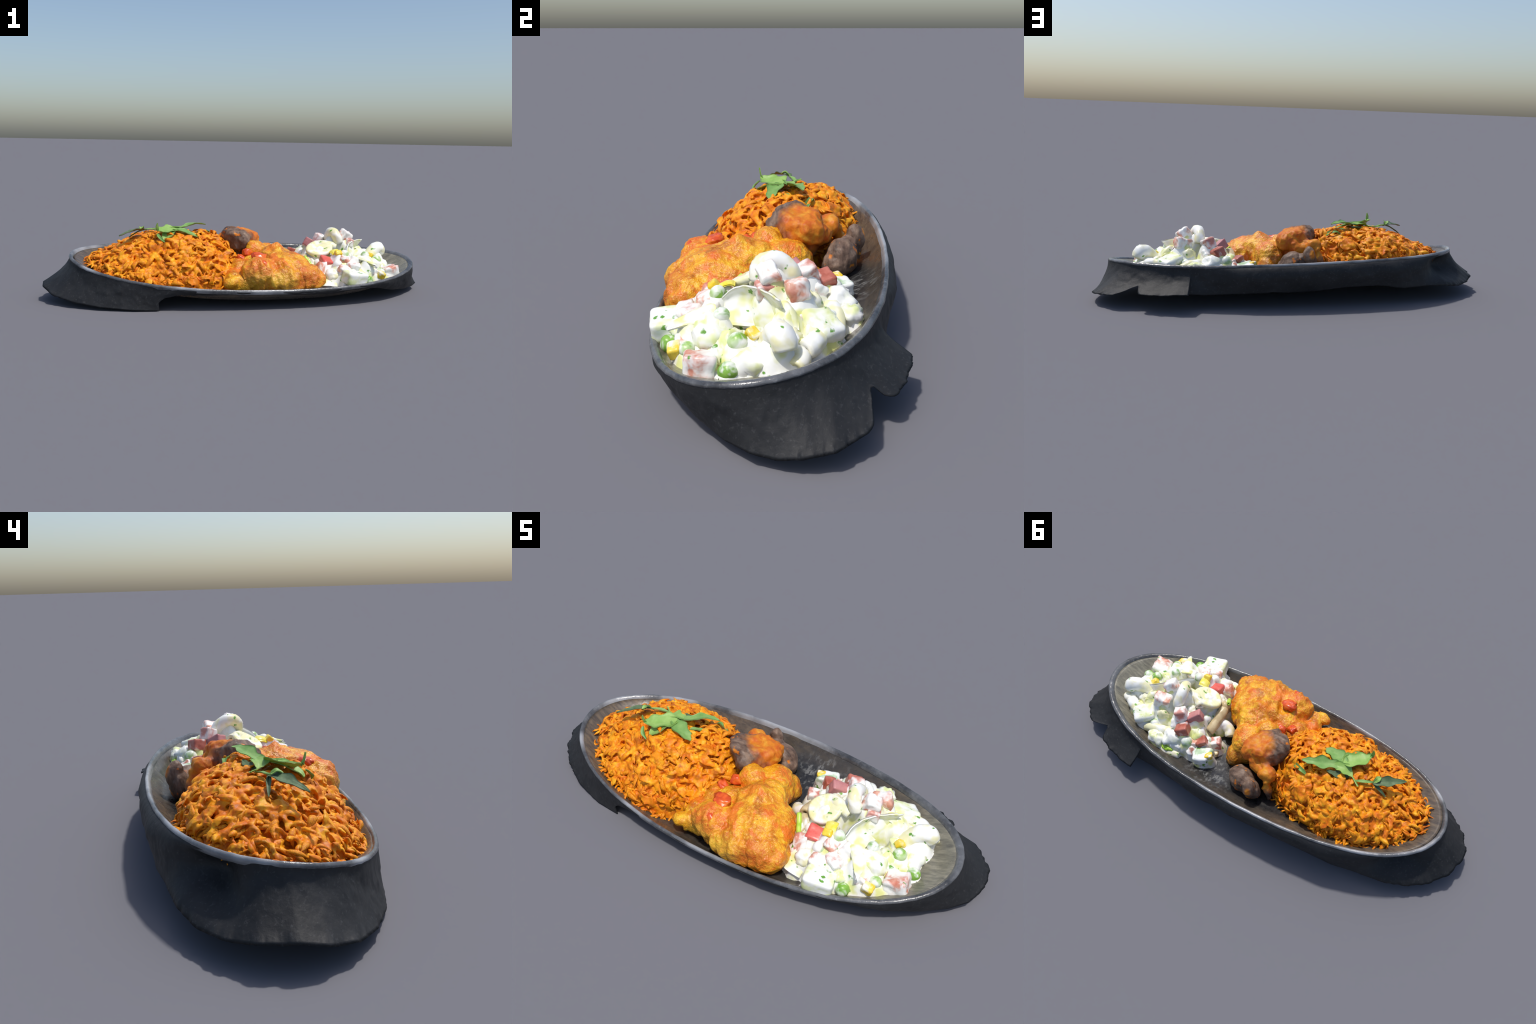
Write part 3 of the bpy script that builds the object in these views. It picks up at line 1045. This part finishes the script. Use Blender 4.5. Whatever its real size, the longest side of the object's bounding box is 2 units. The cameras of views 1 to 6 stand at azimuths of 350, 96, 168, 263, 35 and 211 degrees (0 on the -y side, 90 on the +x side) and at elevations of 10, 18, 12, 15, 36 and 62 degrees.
    for i in range(len(prof) - 1):
        for q in range(30):
            df.append((i * 30 + q, i * 30 + (q + 1) % 30, (i + 1) * 30 + (q + 1) % 30, (i + 1) * 30 + q))
    disc = np.array(disc)
    add("egg_slice", ([tuple(p) for p in (1.15 * disc @ rot(22, -16, 10).T)], [tuple(reversed(q)) for q in df]), egg, (0.405, -0.055, 0.232), 0.040)
    # two big pale petals, one arched across the middle, one upright behind it
    add("onion_petal", sheet_shape([[(0.530, -0.135, 0.205), (0.515, -0.115, 0.185), (0.590, -0.120, 0.160)],
                                    [(0.535, -0.085, 0.284), (0.505, -0.060, 0.240), (0.590, -0.055, 0.165)],
                                    [(0.590, -0.015, 0.276), (0.548, 0.010, 0.240), (0.610, 0.010, 0.165)],
                                    [(0.670, 0.045, 0.272), (0.625, 0.055, 0.230), (0.645, 0.050, 0.170)]], 0.011, 18, 3), petal, None, 0.004)
    add("onion_petal", sheet_shape([[(0.600, 0.030, 0.225), (0.605, 0.060, 0.270), (0.625, 0.080, 0.215)],
                                    [(0.635, 0.030, 0.235), (0.648, 0.055, 0.290), (0.655, 0.090, 0.225)],
                                    [(0.660, 0.040, 0.200), (0.672, 0.060, 0.215), (0.676, 0.095, 0.195)]], 0.007, 14, 4), petal, None, 0.030)
    add("onion_petal", sheet_shape([[(0.560, -0.150, 0.205), (0.590, -0.185, 0.205), (0.650, -0.258, 0.172)],
                                    [(0.585, -0.125, 0.225), (0.612, -0.180, 0.215), (0.648, -0.256, 0.170)],
                                    [(0.640, -0.130, 0.190), (0.650, -0.175, 0.195), (0.652, -0.252, 0.166)]], 0.014, 14, 5), petal, None, 0.028)
    cube("potato_cube", (0.525, -0.290, 0.126), (0.112, 0.084, 0.066), (6, 6, 14), pot, 0.3, 9, 0.03)
    cube("ham_cube", (0.757, -0.145, 0.128), (0.086, 0.080, 0.062), (-6, -14, 10), ham_w, 0.24, 10)
    ball("pea", (0.785, -0.070, 0.128), 0.026, pea, 1)
    ball("pea", (0.718, -0.056, 0.176), 0.026, pea, 2)
    ball("pea", (0.514, -0.142, 0.222), 0.023, pea, 3)
    ball("pea", (0.463, -0.194, 0.178), 0.025, pea_w, 4)
    ball("pea", (0.605, -0.262, 0.105), 0.026, pea, 5)
    ball("pea", (0.695, -0.190, 0.135), 0.023, pea, 6)
    ball("pea", (0.367, 0.177, 0.196), 0.027, pea_w, 7)
    ball("pea", (0.610, 0.065, 0.195), 0.026, pea, 8)
    ball("celery_piece", (0.440, 0.240, 0.155), 0.022, stalk, 9, (1.4, 0.8, 0.8))
    ball("pea", (0.635, -0.110, 0.210), 0.022, pea_w, 10)
    cube("corn_kernel", (0.684, -0.226, 0.128), (0.042, 0.036, 0.036), (20, 20, 10), corn, 0.4, 11)
    cube("corn_kernel", (0.240, 0.182, 0.184), (0.038, 0.034, 0.022), (10, 10, 30), corn, 0.45, 12)
    cube("corn_kernel", (0.700, -0.020, 0.190), (0.036, 0.030, 0.030), (10, 30, 50), corn, 0.45, 13)
    cube("corn_kernel", (0.475, -0.160, 0.230), (0.036, 0.030, 0.028), (40, 0, 10), corn, 0.45, 14)
    add("yellow_pepper_strip", sheet_shape([[(0.440, -0.105, 0.225), (0.450, -0.140, 0.235), (0.462, -0.170, 0.190)],
                                            [(0.465, -0.100, 0.240), (0.470, -0.132, 0.262), (0.480, -0.165, 0.205)],
                                            [(0.485, -0.100, 0.232), (0.492, -0.128, 0.250), (0.500, -0.155, 0.215)]], 0.010, 12, 6), yel, None, 0.022)
    cube("red_pepper_piece", (0.418, -0.146, 0.180), (0.066, 0.062, 0.050), (24, 12, 10), pep, 0.2, 15, 0.05)
    cube("ham_cube", (0.378, -0.195, 0.135), (0.050, 0.058, 0.110), (-14, 8, 20), ham_w, 0.34, 16)
    cube("ham_cube", (0.486, -0.238, 0.155), (0.060, 0.052, 0.045), (20, 10, 10), ham_w, 0.4, 17)
    cube("ham_cube", (0.540, -0.215, 0.165), (0.070, 0.050, 0.050), (10, 10, -25), ham_w, 0.45, 18)
    cube("ham_cube", (0.500, -0.175, 0.190), (0.050, 0.050, 0.055), (20, 20, 0), ham_w, 0.4, 19)
    ball("potato_lump", (0.648, -0.137, 0.165), 0.050, pot, 11, (1.05, 1.0, 0.9))
    ball("potato_lump", (0.682, -0.080, 0.140), 0.044, pot, 12)
    ball("potato_lump", (0.752, -0.018, 0.125), 0.042, pot, 13, (1, 1.1, 1.1))
    macaroni([(0.785, 0.070, 0.190), (0.768, 0.060, 0.222), (0.740, 0.045, 0.215), (0.712, 0.030, 0.185), (0.700, 0.020, 0.160)], 0.033, mac, 0.008)
    macaroni([(0.745, 0.115, 0.175), (0.712, 0.135, 0.178), (0.675, 0.140, 0.180), (0.640, 0.125, 0.182)], 0.027, mac, 0.009)
    macaroni([(0.790, 0.095, 0.150), (0.765, 0.110, 0.162), (0.735, 0.090, 0.165)], 0.022, mac, 0.007)
    cube("potato_cube", (0.628, 0.150, 0.180), (0.110, 0.085, 0.075), (-6, 14, 35), pot, 0.34, 20, 0.07)
    macaroni([(0.600, 0.195, 0.150), (0.555, 0.190, 0.178), (0.505, 0.180, 0.185), (0.470, 0.165, 0.180)], 0.022, mac)
    ball("potato_lump", (0.512, 0.225, 0.170), 0.040, pot, 14, (1.1, 0.9, 0.85))
    ball("potato_lump", (0.440, 0.190, 0.178), 0.045, pot, 15, (1.0, 1.0, 0.95))
    macaroni([(0.480, 0.245, 0.140), (0.430, 0.245, 0.140), (0.375, 0.235, 0.145)], 0.020, mac)
    # white-green wedge standing at the free end of the salad
    wv, wf = box_shape((0.115, 0.070, 0.070), 0.22, 9, 31, 0.08)
    taper = 1 - 0.45 * (wv[:, 1] / 0.070 + 0.5)
    wv[:, 0] *= taper
    wv[:, 2] *= 1 - 0.35 * (wv[:, 1] / 0.070 + 0.5)
    add("cucumber_wedge", (wv @ rot(8, 6, 20).T, wf), green, (0.272, 0.195, 0.160), 0.030)
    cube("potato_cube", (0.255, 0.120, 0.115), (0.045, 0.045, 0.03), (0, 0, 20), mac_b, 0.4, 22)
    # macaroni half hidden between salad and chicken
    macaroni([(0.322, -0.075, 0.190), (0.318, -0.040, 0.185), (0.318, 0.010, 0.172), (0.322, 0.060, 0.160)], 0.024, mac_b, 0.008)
    macaroni([(0.238, 0.012, 0.120), (0.255, -0.012, 0.132), (0.285, -0.020, 0.145), (0.315, -0.010, 0.150)], 0.026, mac, 0.012)
    macaroni([(0.313, -0.100, 0.205), (0.330, -0.125, 0.180), (0.345, -0.150, 0.150)], 0.010, stalk, 0.003)
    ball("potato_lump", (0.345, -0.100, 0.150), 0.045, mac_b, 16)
    add("lettuce_leaf", sheet_shape([[(0.365, -0.275, 0.085), (0.385, -0.290, 0.092), (0.440, -0.285, 0.082)],
                                     [(0.370, -0.245, 0.100), (0.395, -0.255, 0.125), (0.440, -0.255, 0.100)],
                                     [(0.375, -0.215, 0.115), (0.400, -0.220, 0.120), (0.440, -0.225, 0.110)]], 0.007, 12, 7, 0.008), petal, None, 0.02)
    # small pieces in the gaps
    g = np.random.default_rng(77)
    fill = [(0.430, 0.040, 0.215), (0.460, 0.130, 0.215), (0.540, 0.120, 0.215), (0.360, 0.020, 0.190), (0.350, 0.110, 0.190), (0.600, 0.090, 0.195), (0.690, 0.080, 0.180),
            (0.640, -0.055, 0.150), (0.685, -0.010, 0.178), (0.560, -0.160, 0.185), (0.440, -0.080, 0.190), (0.380, -0.120, 0.175), (0.570, -0.240, 0.130), (0.650, -0.210, 0.135),
            (0.720, -0.110, 0.130), (0.560, 0.170, 0.185), (0.410, 0.210, 0.165), (0.330, 0.190, 0.160), (0.430, -0.225, 0.130), (0.300, 0.105, 0.155)]
    for k, c in enumerate(fill):
        kind = k % 4
        if kind == 0:
            ball("potato_lump", c, g.uniform(0.026, 0.036), pot, 50 + k, tuple(g.uniform(0.85, 1.2, 3)))
        elif kind == 1:
            cube("ham_cube", c, tuple(g.uniform(0.040, 0.054, 3)), tuple(g.uniform(-40, 40, 3)), ham_w, 0.35, 60 + k)
        elif kind == 2:
            ball("potato_lump", c, g.uniform(0.024, 0.032), mac, 70 + k, tuple(g.uniform(0.8, 1.3, 3)))
        else:
            ball("pea", c, 0.022, pea_w, 80 + k)

    # dressing: a thick cream that clings between the pieces and slumps to the floor
    step = 0.006
    xs = np.arange(0.17, 0.87, step)
    ys = np.arange(-0.37, 0.30, step)
    X, Y = np.meshgrid(xs, ys, indexing="ij")
    fl = floor_z(X, Y)
    H = fl - 0.02
    for c, r in spots:
        if c[0] < 0.30 and c[1] < 0.06:
            continue
        d2 = (X - c[0]) ** 2 + (Y - c[1]) ** 2
        rr = r * 1.15
        h = c[2] + 0.55 * r - d2 / (1.2 * rr)
        H = np.maximum(H, np.where(d2 < (1.5 * rr) ** 2, h, -1))
    H = np.where(oval(X, Y)[0] > 0.90, fl - 0.03, H)
    for _ in range(3):
        Hp = np.pad(H, 1, mode="edge")
        H = (Hp[1:-1, 1:-1] * 2 + Hp[:-2, 1:-1] + Hp[2:, 1:-1] + Hp[1:-1, :-2] + Hp[1:-1, 2:]) / 6
    # the hollow under the big arched petal stays open
    H = H - 0.060 * np.exp(-((X - 0.595) / 0.040) ** 2 - ((Y + 0.040) / 0.045) ** 2)
    P = np.stack([X, Y, H], -1).reshape(-1, 3)
    P[:, 2] += 0.006 * fbm(P, 0.035, 3, 15)
    inside = (H > fl + 0.002) & (oval(X, Y)[0] < 0.93)
    f = []
    ny = len(ys)
    for i in range(len(xs) - 1):
        for j in range(ny - 1):
            if inside[i, j] or inside[i + 1, j] or inside[i + 1, j + 1] or inside[i, j + 1]:
                a0 = i * ny + j
                f.append((a0, a0 + ny, a0 + ny + 1, a0 + 1))
    P[:, 2] = np.maximum(P[:, 2], fl.reshape(-1) - 0.006)
    used = np.unique(np.array(f))
    remap = -np.ones(len(P), int)
    remap[used] = np.arange(len(used))
    cream = mat_coated("mayonnaise", (0.80, 0.80, 0.50), (0.88, 0.87, 0.72), W, 0.56, 16, 0.20, (0.70, 0.72, 0.18))
    o = make_object("dressing", make_mesh("dressing", P[used], [tuple(remap[list(q)]) for q in f], cream), thing)
    o["kind"] = "stuff"


# ------------------------------------------------------------------ arugula
def leaf_shape(spine, width, side, lobes=0.0, n=26, m=9, cup=0.25, seed=0, stem=0.25):
    """A leaf along a spine: narrow stalk, lobed blade, pointed tip, cupped across."""
    spine = np.array(spine, float)
    u = np.linspace(0, 1, n)
    k = np.linspace(0, 1, len(spine))
    P = np.stack([smooth_curve(k, spine[:, i], u) for i in range(3)], -1)
    T = np.gradient(P, axis=0)
    T /= np.linalg.norm(T, axis=1)[:, None]
    side = np.array(side, float)
    S = side - (T @ side)[:, None] * T
    S /= np.linalg.norm(S, axis=1)[:, None]
    N = np.cross(T, S)
    if N[:, 2].mean() < 0:
        N = -N
    blade = np.clip((u - stem) / (1 - stem), 0, 1)
    w = 0.86 * width * (np.sin(math.pi * blade ** 0.8) ** 0.8 * 0.5) + 0.0035 * (1 - 0.6 * u)
    w = w * (1 + (lobes + 0.06) * np.sin(blade * 15 + seed) * (blade > 0) * (blade < 0.85))
    v = []
    for i in range(n):
        for j in range(m):
            q = 2 * j / (m - 1) - 1
            off = w[i] * q
            v.append(P[i] + S[i] * off + N[i] * (cup * w[i] * q * q - 0.0022 * math.exp(-(q * 6) ** 2)))
    v = np.array(v)
    Nn = np.repeat(N, m, 0)
    v = v + Nn * (0.0035 * fbm(v, 0.03, 2, seed))[:, None]
    a, b = v + Nn * 0.0012, v - Nn * 0.0012
    f = grid_faces(n, m)
    cnt = n * m
    out = list(f) + [tuple(reversed([i + cnt for i in q])) for q in f]
    loop = list(range(m)) + [i * m + m - 1 for i in range(1, n)] + [(n - 1) * m + j for j in range(m - 2, -1, -1)] + [i * m for i in range(n - 2, 0, -1)]
    for i in range(len(loop)):
        p, q = loop[i], loop[(i + 1) % len(loop)]
        out.append((p, p + cnt, q + cnt, q))
    return np.vstack([a, b]), out


def build_garnish():
    thing = make_thing("arugula_garnish", (-0.38, -0.04, 0.325), "sprig of small green arugula leaves on the rice", "herb")
    pale = mat_leaf("arugula_pale", (0.40, 0.60, 0.17), (0.28, 0.50, 0.11))
    mid = mat_leaf("arugula_green", (0.30, 0.50, 0.15), (0.19, 0.39, 0.095))
    grey = mat_leaf("arugula_greyish", (0.17, 0.25, 0.125), (0.095, 0.15, 0.070))
    leaves = [
        # dark leaf to the left with a side lobe and a trailing stalk
        ([(-0.490, -0.020, 0.338), (-0.525, -0.040, 0.345), (-0.570, -0.075, 0.338), (-0.624, -0.117, 0.323)], 0.046, (0.6, -0.8, 0.15), 0.10, grey, 0.12),
        ([(-0.505, -0.025, 0.344), (-0.515, -0.045, 0.356), (-0.520, -0.062, 0.350)], 0.022, (1, 0.2, 0), 0.0, pale, 0.1),
        ([(-0.500, -0.025, 0.342), (-0.535, -0.018, 0.330), (-0.578, -0.012, 0.302)], 0.012, (0.1, 1, 0), 0.0, grey, 0.05),
        ([(-0.430, 0.005, 0.335), (-0.470, -0.010, 0.342), (-0.505, -0.028, 0.344)], 0.012, (0.3, 1, 0), 0.0, mid, 0.05),
        # broad pale leaf in front, its stalk curling up
        ([(-0.335, -0.035, 0.344), (-0.370, -0.065, 0.346), (-0.415, -0.105, 0.342), (-0.440, -0.138, 0.352)], 0.088, (0.65, -0.75, -0.25), 0.12, pale, 0.0),
        ([(-0.436, -0.128, 0.345), (-0.440, -0.138, 0.365), (-0.439, -0.142, 0.388)], 0.012, (1, 0.3, 0), 0.0, pale, 0.05),
        ([(-0.345, -0.035, 0.345), (-0.370, -0.085, 0.336), (-0.398, -0.130, 0.314), (-0.410, -0.142, 0.304)], 0.058, (1, -0.3, 0), 0.08, pale, 0.0),
        # toothed leaf pointing at the gizzard
        ([(-0.350, -0.030, 0.342), (-0.295, 0.000, 0.352), (-0.240, 0.030, 0.364), (-0.184, 0.050, 0.358)], 0.056, (0.5, -0.85, 0.1), 0.20, mid, 0.05),
        # leaf hanging over the front
        ([(-0.360, -0.045, 0.345), (-0.320, -0.060, 0.338), (-0.275, -0.072, 0.324), (-0.230, -0.077, 0.304)], 0.066, (0.25, 1, 0.1), 0.10, mid, 0.0),
        # leaf at the back with its stalk
        ([(-0.456, 0.026, 0.342), (-0.410, -0.005, 0.338), (-0.360, -0.015, 0.350), (-0.305, -0.008, 0.345)], 0.056, (0.5, -0.85, 0.1), 0.12, pale, 0.35),
        # curled scraps
        ([(-0.133, 0.039, 0.262), (-0.160, 0.062, 0.308), (-0.205, 0.078, 0.322), (-0.240, 0.086, 0.306)], 0.018, (0.5, -0.8, 0.2), 0.0, mid, 0.1),
        ([(-0.292, -0.030, 0.318), (-0.255, -0.010, 0.320), (-0.215, 0.014, 0.305)], 0.018, (0.5, -0.8, 0), 0.1, mid, 0.05),
        ([(-0.440, -0.142, 0.335), (-0.428, -0.160, 0.318), (-0.405, -0.166, 0.296)], 0.014, (0.7, 0.5, 0.4), 0.0, mid, 0.05),
        ([(-0.400, 0.000, 0.330), (-0.350, 0.020, 0.334), (-0.300, 0.030, 0.340)], 0.030, (0.4, -0.9, 0), 0.1, grey, 0.05),
    ]
    for k, (sp, w, side, lobes, mat, stem) in enumerate(leaves):
        v, f = leaf_shape(sp, w, side, lobes, seed=k, stem=stem)
        make_object("arugula_leaf", make_mesh("arugula_leaf", v, f, mat), thing)


for o in list(bpy.data.objects):
    bpy.data.objects.remove(o)
build_dish()
build_rice()
build_chicken()
build_gizzards()
build_salad()
build_garnish()
